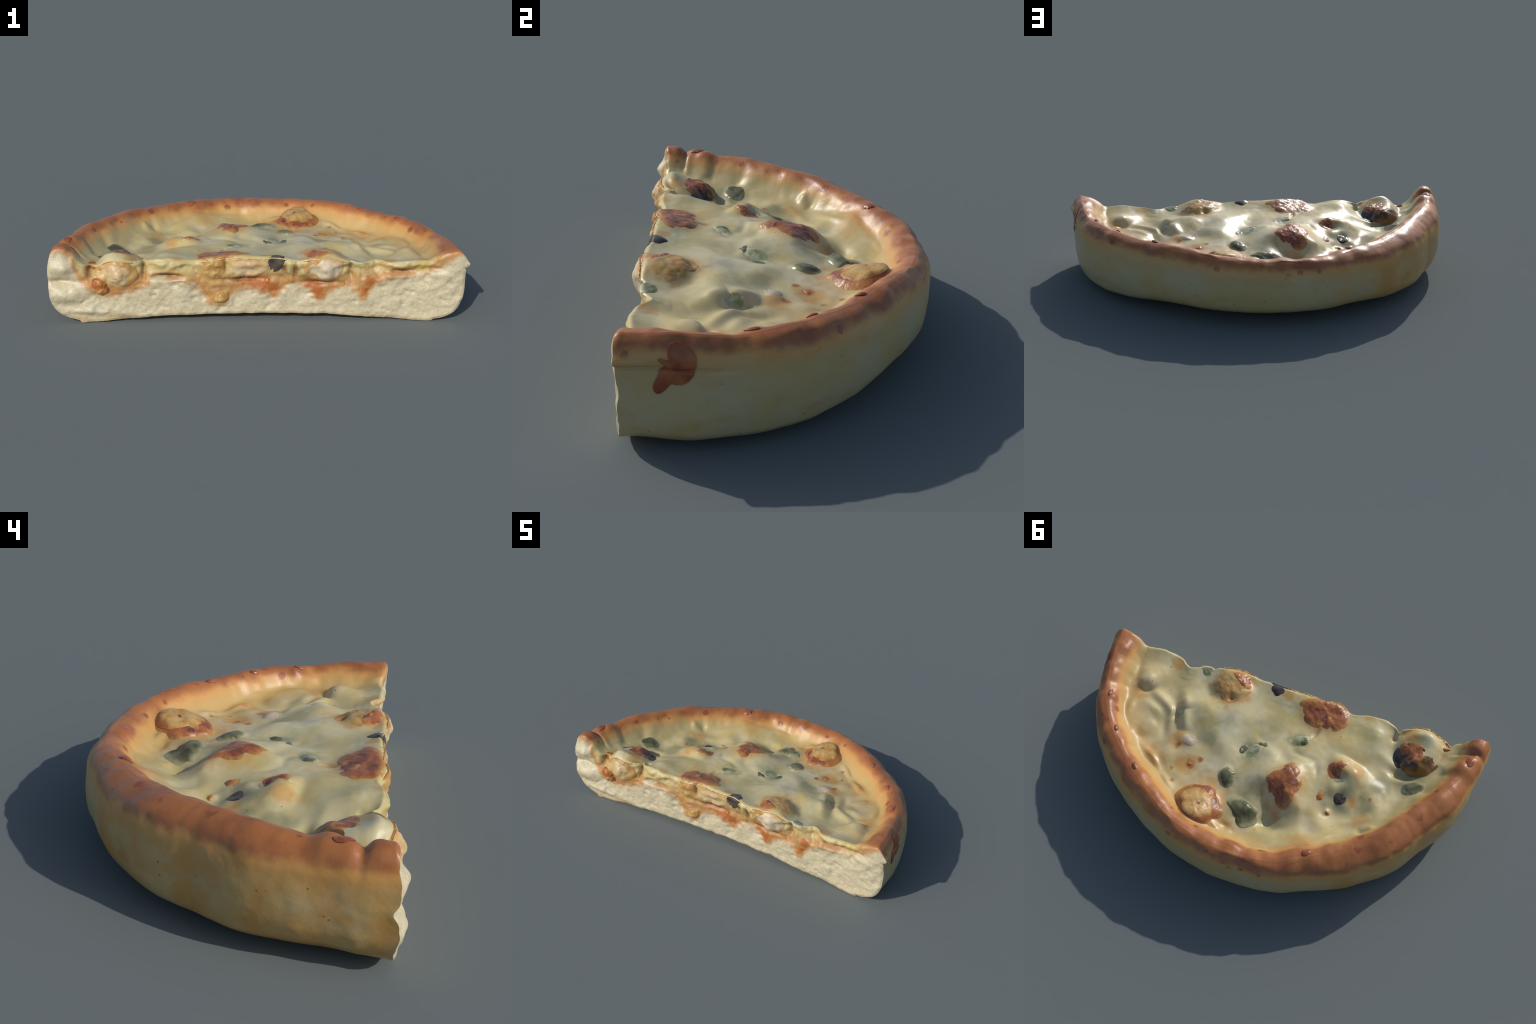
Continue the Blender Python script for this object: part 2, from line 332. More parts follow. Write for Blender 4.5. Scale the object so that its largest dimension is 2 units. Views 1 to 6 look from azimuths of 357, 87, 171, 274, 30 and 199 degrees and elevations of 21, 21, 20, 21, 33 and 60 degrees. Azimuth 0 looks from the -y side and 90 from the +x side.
# ------------------------------------------------------------------ materials
class Nodes:
    def __init__(self, name, rough=.42, spec=.5):
        self.m = bpy.data.materials.new(name)
        self.m.use_nodes = True
        self.t = self.m.node_tree
        self.bsdf = self.t.nodes["Principled BSDF"]
        self.bsdf.inputs["Roughness"].default_value = rough
        self.bsdf.inputs["Specular IOR Level"].default_value = spec
        self.co = self.t.nodes.new("ShaderNodeTexCoord").outputs["Object"]
        sep = self.t.nodes.new("ShaderNodeSeparateXYZ")
        self.t.links.new(self.co, sep.inputs[0])
        self.x, self.y, self.z = sep.outputs
    def link(self, v, sock):
        if hasattr(v, "is_output"):
            self.t.links.new(v, sock)
        else:
            sock.default_value = v
    def math(self, op, a, b=0.0, c=0.0, clamp=False):
        n = self.t.nodes.new("ShaderNodeMath"); n.operation = op; n.use_clamp = clamp
        for s, v in zip(n.inputs, (a, b, c)):
            self.link(v, s)
        return n.outputs[0]
    def noise(self, scale, detail=3, rough=.55, distort=0, stretch=(1, 1, 1), shift=(0, 0, 0)):
        mp = self.t.nodes.new("ShaderNodeMapping")
        mp.inputs["Scale"].default_value = stretch
        mp.inputs["Location"].default_value = shift
        self.t.links.new(self.co, mp.inputs["Vector"])
        n = self.t.nodes.new("ShaderNodeTexNoise")
        n.inputs["Scale"].default_value = scale; n.inputs["Detail"].default_value = detail
        n.inputs["Roughness"].default_value = rough; n.inputs["Distortion"].default_value = distort
        self.t.links.new(mp.outputs[0], n.inputs["Vector"])
        return n.outputs["Fac"]
    def voronoi(self, scale, stretch=(1, 1, 1)):
        mp = self.t.nodes.new("ShaderNodeMapping"); mp.inputs["Scale"].default_value = stretch
        self.t.links.new(self.co, mp.inputs["Vector"])
        n = self.t.nodes.new("ShaderNodeTexVoronoi"); n.inputs["Scale"].default_value = scale
        self.t.links.new(mp.outputs[0], n.inputs["Vector"])
        return n.outputs["Distance"], n.outputs["Color"]
    def step(self, v, a, b):
        """smooth ramp 0..1 while v runs from a to b"""
        n = self.t.nodes.new("ShaderNodeMapRange"); n.interpolation_type = 'SMOOTHSTEP'
        flip = a > b
        n.inputs["From Min"].default_value = min(a, b); n.inputs["From Max"].default_value = max(a, b)
        n.inputs["To Min"].default_value = 1.0 if flip else 0.0; n.inputs["To Max"].default_value = 0.0 if flip else 1.0
        self.link(v, n.inputs["Value"])
        return n.outputs[0]
    def mix(self, f, a, b):
        n = self.t.nodes.new("ShaderNodeMix"); n.data_type = 'RGBA'; n.clamp_factor = True
        for s, v in ((n.inputs[0], f), (n.inputs[6], a), (n.inputs[7], b)):
            self.link((*v, 1) if isinstance(v, tuple) else v, s)
        return n.outputs[2]
    def curve(self, v, xs, ys):
        """a curve through (xs, ys), evaluated at v"""
        x0, x1, y0, y1 = xs[0], xs[-1], min(ys), max(ys)
        n = self.t.nodes.new("ShaderNodeFloatCurve")
        self.link(self.math('DIVIDE', self.math('SUBTRACT', v, x0), x1 - x0, clamp=True), n.inputs["Value"])
        pts = n.mapping.curves[0].points
        for k, (a, b) in enumerate(zip(xs, ys)):
            c = ((a - x0) / (x1 - x0), (b - y0) / (y1 - y0))
            if 0 < k < len(xs) - 1:
                pts.new(*c)
            else:
                pts[0 if k == 0 else len(pts) - 1].location = c
        n.mapping.update()
        return self.math('ADD', self.math('MULTIPLY', n.outputs[0], y1 - y0), y0)
    def spot(self, cx, cy, cz, r, soft=.6, wob=None, squash=(1, 1, 1)):
        """1 inside a ragged round patch about a point"""
        mp = self.t.nodes.new("ShaderNodeVectorMath"); mp.operation = 'SUBTRACT'
        self.t.links.new(self.co, mp.inputs[0]); mp.inputs[1].default_value = (cx, cy, cz)
        sc = self.t.nodes.new("ShaderNodeVectorMath"); sc.operation = 'MULTIPLY'
        self.t.links.new(mp.outputs[0], sc.inputs[0]); sc.inputs[1].default_value = squash
        ln = self.t.nodes.new("ShaderNodeVectorMath"); ln.operation = 'LENGTH'
        self.t.links.new(sc.outputs[0], ln.inputs[0])
        d = ln.outputs["Value"]
        if wob is not None:
            d = self.math('ADD', d, self.math('MULTIPLY', self.math('SUBTRACT', wob, .5), r * 1.5))
        return self.step(d, r, r * (1 - soft))
    def any(self, masks):
        r = masks[0]
        for m in masks[1:]:
            r = self.math('MAXIMUM', r, m)
        return r
    def bump(self, h, strength, distance):
        b = self.t.nodes.new("ShaderNodeBump")
        b.inputs["Strength"].default_value = strength; b.inputs["Distance"].default_value = distance
        self.link(h, b.inputs["Height"])
        self.t.links.new(b.outputs[0], self.bsdf.inputs["Normal"])
    def margin(self, colour, axes, a=.72, b=1.0, into=None):
        """fade a piece's colour into the cheese toward its outline"""
        g = self.t.nodes.new("ShaderNodeTexCoord").outputs["Generated"]
        v = self.t.nodes.new("ShaderNodeVectorMath"); v.operation = 'SUBTRACT'
        self.t.links.new(g, v.inputs[0]); v.inputs[1].default_value = (.5, .5, .5)
        m = self.t.nodes.new("ShaderNodeVectorMath"); m.operation = 'MULTIPLY'
        self.t.links.new(v.outputs[0], m.inputs[0]); m.inputs[1].default_value = axes
        l = self.t.nodes.new("ShaderNodeVectorMath"); l.operation = 'LENGTH'
        self.t.links.new(m.outputs[0], l.inputs[0])
        d = self.math('ADD', l.outputs["Value"], self.math('MULTIPLY', self.math('SUBTRACT', self.noise(30, 3, shift=(3, 3, 8)), .5), .5))
        return self.mix(self.step(d, a, b), colour, into or (.56, .50, .29))
    def done(self, colour, rough=None):
        self.link(colour, self.bsdf.inputs["Base Color"])
        if rough is not None:
            self.link(rough, self.bsdf.inputs["Roughness"])
        return self.m

BROWN = (.33, .112, .038)
CHEESE, CHEESE_GREEN, CHEESE_YELLOW = (.60, .52, .29), (.42, .375, .195), (.59, .43, .12)

ang = np.arctan2(CREST[:, 1] - CUT, CREST[:, 0])
rad = np.hypot(CREST[:, 1] - CUT, CREST[:, 0])

def crest_height(n):
    a = n.math('ARCTAN2', n.math('SUBTRACT', n.y, CUT), n.x)
    return n.curve(a, ang.tolist(), CREST[:, 2].tolist()), a
def crest_gap(n, a):
    """how far outside (+) or inside (-) the crest line a point lies"""
    yy = n.math('SUBTRACT', n.y, CUT)
    r = n.math('SQRT', n.math('ADD', n.math('MULTIPLY', n.x, n.x), n.math('MULTIPLY', yy, yy)))
    return n.math('SUBTRACT', r, n.curve(a, ang.tolist(), rad.tolist()))

CHEESE_SPOTS = [  # scorched spots: x, y, z, radius
    (.358, .056, .257, .034), (.58, .067, .25, .034), (.628, .083, .25, .014), (.32, .02, .255, .02), (.45, -.02, .258, .022), (.44, .10, .25, .018),
    (-.298, .007, .262, .022), (-.315, .045, .255, .014), (-.27, -.10, .27, .016), (-.42, -.17, .27, .02), (.56, -.06, .26, .022), (.41, .17, .25, .018), (-.52, -.05, .25, .016), (.75, -.45, .31, .014), (-.05, .27, .24, .025)]
CHEESE_BROWNING = [(.46, -.05, .255, .075), (.38, .07, .25, .09), (.58, .04, .25, .06), (.1, .3, .26, .10), (-.45, .0, .25, .05), (.55, .1, .25, .10), (-.1, .17, .25, .06), (.02, -.43, .32, .04), (-.12, .03, .30, .16), (-.33, -.13, .30, .09), (-.43, -.155, .29, .06), (.30, -.39, .33, .16), (-.18, -.39, .33, .18), (-.62, -.42, .31, .07), (.23, .20, .26, .19), (-.52, .08, .25, .08), (-.70, -.06, .26, .07), (.30, .30, .27, .08), (.70, .0, .26, .09), (.76, -.22, .28, .07), (-.28, .27, .26, .07), (.62, -.45, .30, .05), (-.40, -.46, .32, .04), (-.80, -.40, .30, .06)]
CHEESE_PAINTED_SHADE = [(-0.105, -0.218, 0.29, 0.078), (0.1, -0.11, 0.27, 0.098), (0.05, 0.19, 0.24, 0.143), (-0.4, -0.02, 0.25, 0.104), (-0.17, -0.3, 0.3, 0.039), (-0.69, -0.2, 0.25, 0.13), (-0.64, -0.27, 0.24, 0.091), (0.51, -0.18, 0.26, 0.058), (0.38, -0.36, 0.3, 0.065), (0.02, 0.09, 0.27, 0.078), (-0.34, -0.09, 0.27, 0.065), (-0.08, 0.2, 0.25, 0.078), (0.16, 0.07, 0.26, 0.065), (-0.5, -0.02, 0.25, 0.09), (-0.55, -0.14, 0.24, 0.08), (0.33, -0.1, 0.27, 0.07), (0.6, -0.15, 0.26, 0.06)]  # shading of pits and topping edges, painted olive-dark into the cheese

def cheese_colour(n):
    big, mid, fine = n.noise(5, 3), n.noise(16, 3, shift=(3, 1, 2)), n.noise(60, 4)
    c = n.mix(n.step(big, .38, .66), CHEESE, (.53, .43, .185))
    c = n.mix(n.math('MULTIPLY', n.step(n.noise(6, 3, shift=(0, 9, 2)), .52, .66), .7), c, (.64, .565, .36))
    c = n.mix(n.math('MULTIPLY', n.step(mid, .48, .74), .35), c, CHEESE_GREEN)
    c = n.mix(n.math('MULTIPLY', n.step(n.noise(7, 3, shift=(9, 4, 0)), .50, .66), .42), c, CHEESE_YELLOW)
    c = n.mix(n.math('MULTIPLY', n.any([n.spot(*s, 0.8, mid) for s in CHEESE_PAINTED_SHADE]), .72), c, (.25, .245, .13))
    right = n.step(n.math('ADD', n.math('ADD', n.x, n.math('MULTIPLY', n.y, .5)), n.math('MULTIPLY', mid, .35)), .48, .86)
    c = n.mix(n.math('MULTIPLY', right, .65), c, (.60, .45, .20))
    c = n.mix(n.math('MULTIPLY', n.any([n.spot(*s, 0.75, mid) for s in CHEESE_BROWNING]), .75), c, (.52, .27, .07))
    c = n.mix(n.any([n.spot(*s, 0.7, n.noise(45, 3)) for s in CHEESE_SPOTS]), c, (.40, .13, .035))
    d, col = n.voronoi(21)
    sp = n.t.nodes.new("ShaderNodeSeparateColor"); n.t.links.new(col, sp.inputs[0])
    speck = n.math('MULTIPLY', n.step(d, .09, .05), n.math('GREATER_THAN', sp.outputs[0], .72))
    c = n.mix(n.math('MULTIPLY', speck, .75), c, (.16, .11, .04))
    return c, fine

def cheese_material():
    n = Nodes("melted_cheese", .38)
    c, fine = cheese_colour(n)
    zc, a = crest_height(n)
    gap = crest_gap(n, a)
    edge = n.step(n.math('ADD', gap, n.math('MULTIPLY', n.noise(14, 3, shift=(5, 5, 5)), .12)), -.12, -.03)
    c = n.mix(edge, c, CREAM_INNER(n))
    n.bump(fine, .05, .008)
    return n.done(c)

def CREAM_INNER(n):
    warm = n.step(n.math('ADD', n.x, n.math('MULTIPLY', n.noise(6, 3, shift=(1, 7, 3)), 1.2)), .05, .60)
    return n.mix(n.math('ADD', .15, n.math('MULTIPLY', warm, .75)), (.52, .425, .195), (.55, .355, .125))

def crust_material():
    n = Nodes("baked_crust", .40)
    zc, a = crest_height(n)
    gap = crest_gap(n, a)
    w1, w2, fine = n.noise(9, 4, shift=(2, 0, 5)), n.noise(28, 4), n.noise(70, 4)
    h = n.math('SUBTRACT', n.z, zc)
    h = n.math('ADD', h, n.math('MULTIPLY', n.math('SUBTRACT', w1, .5), .050))
    h = n.math('ADD', h, n.math('MULTIPLY', n.math('SUBTRACT', w2, .5), .018))
    inside = n.step(gap, .015, -.015)
    # the outer wall: pale, yellower and toasted in drifts
    wall_c = n.mix(n.step(n.noise(4, 3, shift=(4, 4, 1)), .40, .62), (.48, .40, .225), (.495, .375, .165))
    wall_c = n.mix(n.math('MULTIPLY', n.step(n.noise(9, 4, .6, shift=(3, 8, 8), stretch=(1, 1, 2.2)), .50, .70), .5), wall_c, (.47, .30, .10))
    left = n.step(n.x, -.05, -.60)
    toast = n.step(n.noise(6, 4, .6, shift=(7, 1, 1), stretch=(1, 1, 1.2)), .62, .40)
    wall_c = n.mix(n.math('MULTIPLY', n.math('ADD', .30, n.math('MULTIPLY', toast, .65)), left), wall_c, (.50, .265, .070))
    wall_c = n.mix(n.math('MULTIPLY', n.step(n.z, .19, .30), n.math('ADD', .40, n.math('MULTIPLY', left, .4))), wall_c, (.54, .285, .085))
    d, col = n.voronoi(30, (1, 1, 1))
    sp = n.t.nodes.new("ShaderNodeSeparateColor"); n.t.links.new(col, sp.inputs[0])
    speck = n.math('MULTIPLY', n.step(d, .15, .08), n.math('GREATER_THAN', sp.outputs[0], .76))
    wall_c = n.mix(n.math('MULTIPLY', speck, .7), wall_c, (.20, .10, .03))
    inner_c = CREAM_INNER(n)
    c = n.mix(inside, wall_c, inner_c)
    h = n.math('ADD', h, n.math('MULTIPLY', n.math('SUBTRACT', 1.0, inside), n.math('ADD', .012, n.math('MULTIPLY', left, .02))))
    tan_m = n.step(h, -.082, -.030)
    c = n.mix(n.math('MULTIPLY', tan_m, .95), c, (.60, .30, .085))
    br = n.step(h, -.046, -.012)
    brown = n.mix(n.step(w1, .40, .65), (.41, .150, .046), BROWN)
    c = n.mix(br, c, brown)
    c = n.mix(n.math('MULTIPLY', n.math('MULTIPLY', br, n.step(n.noise(16, 3, shift=(8, 3, 3)), .64, .72)), .7), c, (.27, .070, .028))
    d2, col2 = n.voronoi(15)
    sp2 = n.t.nodes.new("ShaderNodeSeparateColor"); n.t.links.new(col2, sp2.inputs[0])
    size = n.math('MULTIPLY', sp2.outputs[1], .30)
    ragged = n.math('ADD', d2, n.math('MULTIPLY', n.math('SUBTRACT', n.noise(50, 3), .5), .16))
    freckle = n.math('MULTIPLY', n.step(n.math('SUBTRACT', ragged, size), .06, -.05), n.math('GREATER_THAN', sp2.outputs[0], .52))
    freckle = n.math('MULTIPLY', freckle, n.step(h, -.062, -.03))
    c = n.mix(n.math('MULTIPLY', freckle, .8), c, (.26, .062, .026))
    n.bump(n.math('ADD', n.math('ADD', n.math('MULTIPLY', fine, .5), w2), n.math('MULTIPLY', freckle, .8)), .10, .010)
    return n.done(c)

SAUCE_X = [-.97, -.90, -.82, -.70, -.56, -.44, -.34, -.27, -.22, -.17, -.12, -.05, .04, .07, .12, .22, .27, .29, .33, .41, .46, .495, .53, .58, .65, .75, .83, .90, .97]
SAUCE_Z = [.42, .34, .20, .155, .195, .225, .205, .155, .100, .105, .165, .180, .172, .135, .180, .180, .135, .105, .160, .170, .170, .130, .170, .220, .245, .258, .285, .335, .42]

def cut_material():
    n = Nodes("cut_face", .45)
    w1, w2, fine = n.noise(12, 4), n.noise(40, 4, shift=(1, 2, 3)), n.noise(90, 3, stretch=(1, 1, 1.5))
    line = n.curve(n.x, SAUCE_X, SAUCE_Z)
    h = n.math('SUBTRACT', n.z, line)
    h = n.math('ADD', h, n.math('MULTIPLY', n.math('SUBTRACT', w2, .5), .03))
    # bread crumb with small pores
    bread = n.mix(n.step(fine, .30, .62), (.55, .465, .285), (.64, .565, .385))
    bread = n.mix(n.math('MULTIPLY', n.step(n.noise(26, 3, shift=(4, 0, 2), stretch=(1, 1, 1.6)), .62, .72), .6), bread, (.46, .39, .19))
    bread = n.mix(n.math('MULTIPLY', n.step(n.z, .06, .015), n.math('MULTIPLY', n.step(w1, .4, .6), .8)), bread, (.62, .44, .22))
    # filling: yellow cheese above, tan below, sauce on the seam
    fill = n.mix(n.step(n.math('ADD', n.z, n.math('MULTIPLY', w1, .05)), .235, .30), (.48, .28, .105), (.56, .46, .20))
    fill = n.mix(n.math('MULTIPLY', n.step(w1, .52, .68), .55), fill, (.55, .31, .10))
    orange = n.math('MULTIPLY', n.step(n.math('ABSOLUTE', h), .045, .006), n.step(n.noise(10, 3, shift=(0, 3, 9)), .34, .50))
    drip = n.any([n.spot(cx, -.48, cz, r, .7, w2, (1, .25, .8)) for cx, cz, r in
                  [(.06, .165, .045), (.02, .185, .05), (.28, .155, .05), (.24, .19, .03), (.50, .155, .028), (.525, .205, .030), (-.03, .20, .04), (-.085, .21, .03)]])
    c = n.mix(n.step(h, -.006, .012), bread, fill)
    c = n.mix(n.math('MULTIPLY', orange, .75), c, (.50, .22, .055))
    c = n.mix(n.math('MULTIPLY', drip, .85), c, (.44, .12, .025))
    # brown crevices round the pieces, and thin browned seams in the filling
    crev = n.any([n.spot(cx, -.47, cz, rr, .8, w2, (a, .2, b)) for cx, cz, rr, a, b in
                  [(-.553, .265, .045, 3.0, 1), (-.812, .25, .04, 2, 1), (-.163, .28, .04, 3.2, 1), (.118, .265, .045, 2.6, 1), (.17, .25, .05, 2.6, 1), (.435, .27, .05, 2.8, 1),
                   (.30, .200, .10, 1, 4.5), (-.08, .214, .12, 1, 5.5), (-.44, .232, .07, 1, 4.5), (.685, .260, .06, 1, 3.5)]])
    c = n.mix(n.math('MULTIPLY', crev, .75), c, (.20, .085, .028))
    seam = n.math('MULTIPLY', n.step(n.math('ABSOLUTE', n.math('SUBTRACT', n.noise(9, 4, .6, .6, shift=(2, 2, 7)), .5)), .030, .008), n.step(h, .0, .02))
    c = n.mix(n.math('MULTIPLY', seam, .35), c, (.36, .14, .04))
    c = n.mix(n.math('MULTIPLY', n.spot(.78, -.48, .29, .06, .9, w2, (1, .3, 1)), .7), c, (.62, .50, .12))
    # browned skin at the rim ends
    zc, a = crest_height(n)
    top = n.step(n.math('ADD', n.math('SUBTRACT', n.z, zc), n.math('MULTIPLY', n.math('SUBTRACT', w1, .5), .03)), -.045, -.008)
    side = n.step(n.math('ABSOLUTE', n.x), .84, .88)
    c = n.mix(n.math('MULTIPLY', top, side), c, (.50, .22, .07))
    n.bump(n.math('ADD', n.math('MULTIPLY', fine, .6), w2), .10, .010)
    return n.done(c)

def skin_material():
    n = Nodes("browned_chicken", .36)
    w, f = n.noise(14, 4, .6), n.noise(45, 4)
    c = n.mix(n.step(w, .36, .60), (.22, .060, .028), (.40, .135, .045))
    c = n.mix(n.step(n.noise(22, 4, shift=(2, 2, 2)), .56, .72), c, (.52, .26, .075))
    c = n.mix(n.math('MULTIPLY', n.step(n.noise(18, 3, shift=(6, 1, 4)), .62, .70), .8), c, (.075, .035, .035))
    n.bump(n.math('ADD', w, n.math('MULTIPLY', f, .4)), .35, .02)
    c = n.margin(c, (2, 2, 0), .62, .95, (.46, .22, .060))
    c = n.margin(c, (2, 2, 0), .92, 1.15)
    return n.done(c)
def golden_material(name="golden_chicken", axes=None, edge=(.45, .20, .055)):
    n = Nodes(name, .40)
    w, f = n.noise(16, 4, .6), n.noise(50, 4)
    c = n.mix(n.step(w, .38, .62), (.45, .235, .062), (.56, .36, .125))
    c = n.mix(n.math('MULTIPLY', n.step(n.noise(28, 4, shift=(3, 1, 1)), .56, .68), .7), c, (.42, .17, .05))
    if axes:
        c = n.margin(c, axes, .82, 1.12, edge)
    n.bump(n.math('ADD', w, f), .2, .008)
    return n.done(c)
def dark_golden_material():
    n = Nodes("dark_golden_chicken", .34)
    w = n.noise(12, 3)
    c = n.mix(n.step(w, .40, .60), (.085, .040, .022), (.30, .155, .035))
    return n.done(c)
def meat_material():
    n = Nodes("cut_chicken", .42)
    w, f = n.noise(12, 4, .55, .4, (1, 1, 1.8)), n.noise(55, 4)
    c = n.mix(n.step(w, .35, .65), (.56, .37, .17), (.66, .51, .29))
    c = n.mix(n.math('MULTIPLY', n.step(n.noise(18, 3, shift=(1, 5, 2)), .58, .70), .7), c, (.56, .32, .10))
    c = n.margin(c, (2, 0, 2), .62, 1.0, (.55, .33, .115))
    n.bump(n.math('ADD', w, n.math('MULTIPLY', f, .5)), .25, .01)
    return n.done(c)
def white_meat_material():
    n = Nodes("white_chicken", .45)
    c = n.mix(n.step(n.noise(20, 3), .35, .65), (.62, .49, .32), (.69, .58, .41))
    c = n.margin(c, (2, 0, 2), .62, 1.0, (.55, .33, .115))
    n.bump(n.noise(40, 3), .15, .01)
    return n.done(c)
def pepper_material():
    n = Nodes("green_pepper", .30)
    w = n.noise(18, 3)
    c = n.mix(n.step(w, .35, .65), (.070, .074, .032), (.185, .180, .085))
    c = n.margin(c, (2, 2, 0), .62, 1.05, (.36, .34, .19))
    return n.done(c)
def pale_pepper_material():
    n = Nodes("cheese_covered_pepper", .36)
    w = n.noise(22, 3)
    c = n.mix(n.step(w, .36, .64), (.24, .25, .10), (.40, .40, .26))
    c = n.margin(c, (2, 2, 0), 0.45, 0.95)
    return n.done(c)
def olive_material():
    n = Nodes("black_olive", .28)
    c = n.mix(n.step(n.noise(30, 3), .35, .65), (.042, .032, .027), (.105, .082, .066))
    return n.done(c)
def blister_material():
    n = Nodes("dark_blister", .30)
    c = n.mix(n.step(n.noise(30, 3), .35, .65), (.25, .066, .030), (.36, .115, .042))
    return n.done(c)
def drip_material():
    n = Nodes("burnt_drip", .34)
    c = n.mix(n.step(n.noise(14, 3), .36, .64), (.26, .056, .020), (.38, .12, .035))
    return n.done(c)
def sauce_material():
    n = Nodes("sauce_lump", .32)
    c = n.mix(n.step(n.noise(24, 3), .35, .65), (.36, .10, .028), (.56, .28, .075))
    return n.done(c)
def onion_material():
    n = Nodes("onion", .36)
    c = n.mix(n.step(n.noise(24, 3), .35, .65), (.44, .34, .26), (.52, .42, .29))
    c = n.margin(c, (2, 2, 0), 0.5, 1.0)
    return n.done(c)

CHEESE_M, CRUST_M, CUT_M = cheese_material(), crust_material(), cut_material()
SKIN, GOLD, MEAT, WHITE = skin_material(), golden_material(), meat_material(), white_meat_material()
GOLDCUT, GOLDSKIN = golden_material("golden_cut_chicken", (2, 0, 2)), golden_material("golden_top_chicken", (2, 2, 0))
DARKGOLD = dark_golden_material()
GOLDTOP = golden_material("golden_seared_chicken", (2.0, 2.0, 0), (.34, .12, .035))
PEPPER, PALE, OLIVE, BLISTER, DRIP, SAUCE, ONION = pepper_material(), pale_pepper_material(), olive_material(), blister_material(), drip_material(), sauce_material(), onion_material()

# ------------------------------------------------------------------ body parts
bv = GRID.reshape(-1, 3)
bf = grid_faces(NT, NM)
row = np.tile(np.arange(NM - 1), NT - 1)
mid_row = np.clip(row, 0, NM - 1)
fd = crest_distance(plan[..., 0], plan[..., 1])[0]
face_d = np.concatenate([fd, np.zeros((NT, NM - NS))], 1)[:-1, :-1].reshape(-1)
labels = np.where(row >= ROW_FOOT, 2, np.where((row < NS - 1) & (face_d > .105), 0, 1))
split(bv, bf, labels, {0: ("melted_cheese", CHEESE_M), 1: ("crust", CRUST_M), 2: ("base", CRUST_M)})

# cut face: straight middle between top and bottom edges, and a cap at each end
K = 96
g0 = GRID0.copy()
hh = np.linspace(0, 1, K)
sm_top, sm_bot = g0[:, 0], g0[:, -1]
mid = sm_top[:, None, :] * (1 - hh)[None, :, None] + sm_bot[:, None, :] * hh[None, :, None]
def cap(col, seg, n=70):
    """fill between a rim-end outline and the vertical segment beside it"""
    lf = np.concatenate([[0], np.cumsum(np.linalg.norm(np.diff(col, axis=0), axis=1))]); lf /= lf[-1]
    tgt = np.stack([np.interp(lf, hh, seg[:, k]) for k in range(3)], -1)
    e = np.linspace(0, 1, n)[None, :, None]
    return col[:, None, :] * (1 - e) + tgt[:, None, :] * e
parts = [mid, cap(g0[0], mid[0]), cap(g0[-1], mid[-1])]
fv, ff, base = [], [], 0
outline = np.concatenate([g0[0], sm_top, sm_bot, g0[-1]])
for k, P in enumerate(parts):
    flat = P.reshape(-1, 3).copy()
    edge = np.empty(len(flat))
    for a in range(0, len(flat), 4000):
        q2 = flat[a:a + 4000, ::2].astype(np.float32)
        near = outline[:, ::2].astype(np.float32)
        edge[a:a + 4000] = np.sqrt(np.maximum(((q2**2).sum(1)[:, None] + (near**2).sum(1)[None] - 2 * q2 @ near.T).min(1), 0))
    edge = np.maximum(edge - 5e-4, 0)
    bulge = .006 * smooth(-.016, .016, edge) * 2 - .006
    bulge = np.where(edge < 1e-5, 0, np.maximum(bulge, 0))
    w = warp(flat)
    w[:, 1] -= bulge
    fv.append(w)
    f = grid_faces(P.shape[0], P.shape[1])
    if k != 1:
        f = f[:, ::-1]
    ff.append(f + base)
    base += len(flat)
fv, ff = np.concatenate(fv), np.concatenate(ff)
fv[:, 2] += Z_SHIFT
# weld coincident points so that the face shades as one
key = np.round(fv / 2e-5).astype(np.int64)
_, first, inv = np.unique(key, axis=0, return_index=True, return_inverse=True)
inv = inv.reshape(-1)
fv, ff = fv[first], inv[ff]
ff = ff[[len(set(r)) == 4 for r in ff.tolist()]]
cen = fv[ff].mean(1)
lab = (cen[:, 2] > np.interp(cen[:, 0], SAUCE_X, SAUCE_Z) + .006 * noise(cen[:, 0], 0, cen[:, 2], 30, 3)).astype(int)
split(fv, ff, lab, {0: ("bread_crumb", CUT_M), 1: ("filling", CUT_M)})

# ------------------------------------------------------------------ pieces lying on the body
def outline_radius(th, shape, seed, rough):
    if np.ndim(shape):                       # control radii at equal angles
        k = len(shape)
        r = np.interp(th, np.linspace(0, 2 * np.pi, k + 1), list(shape) + [shape[0]], period=2 * np.pi)
    else:
        r = np.ones_like(th)
    for a in range(3, 15):
        ph = (seed * 1.7 + a * 2.39) % 6.28
        r = r + rough / a * np.sin(a * th + ph)
    return r

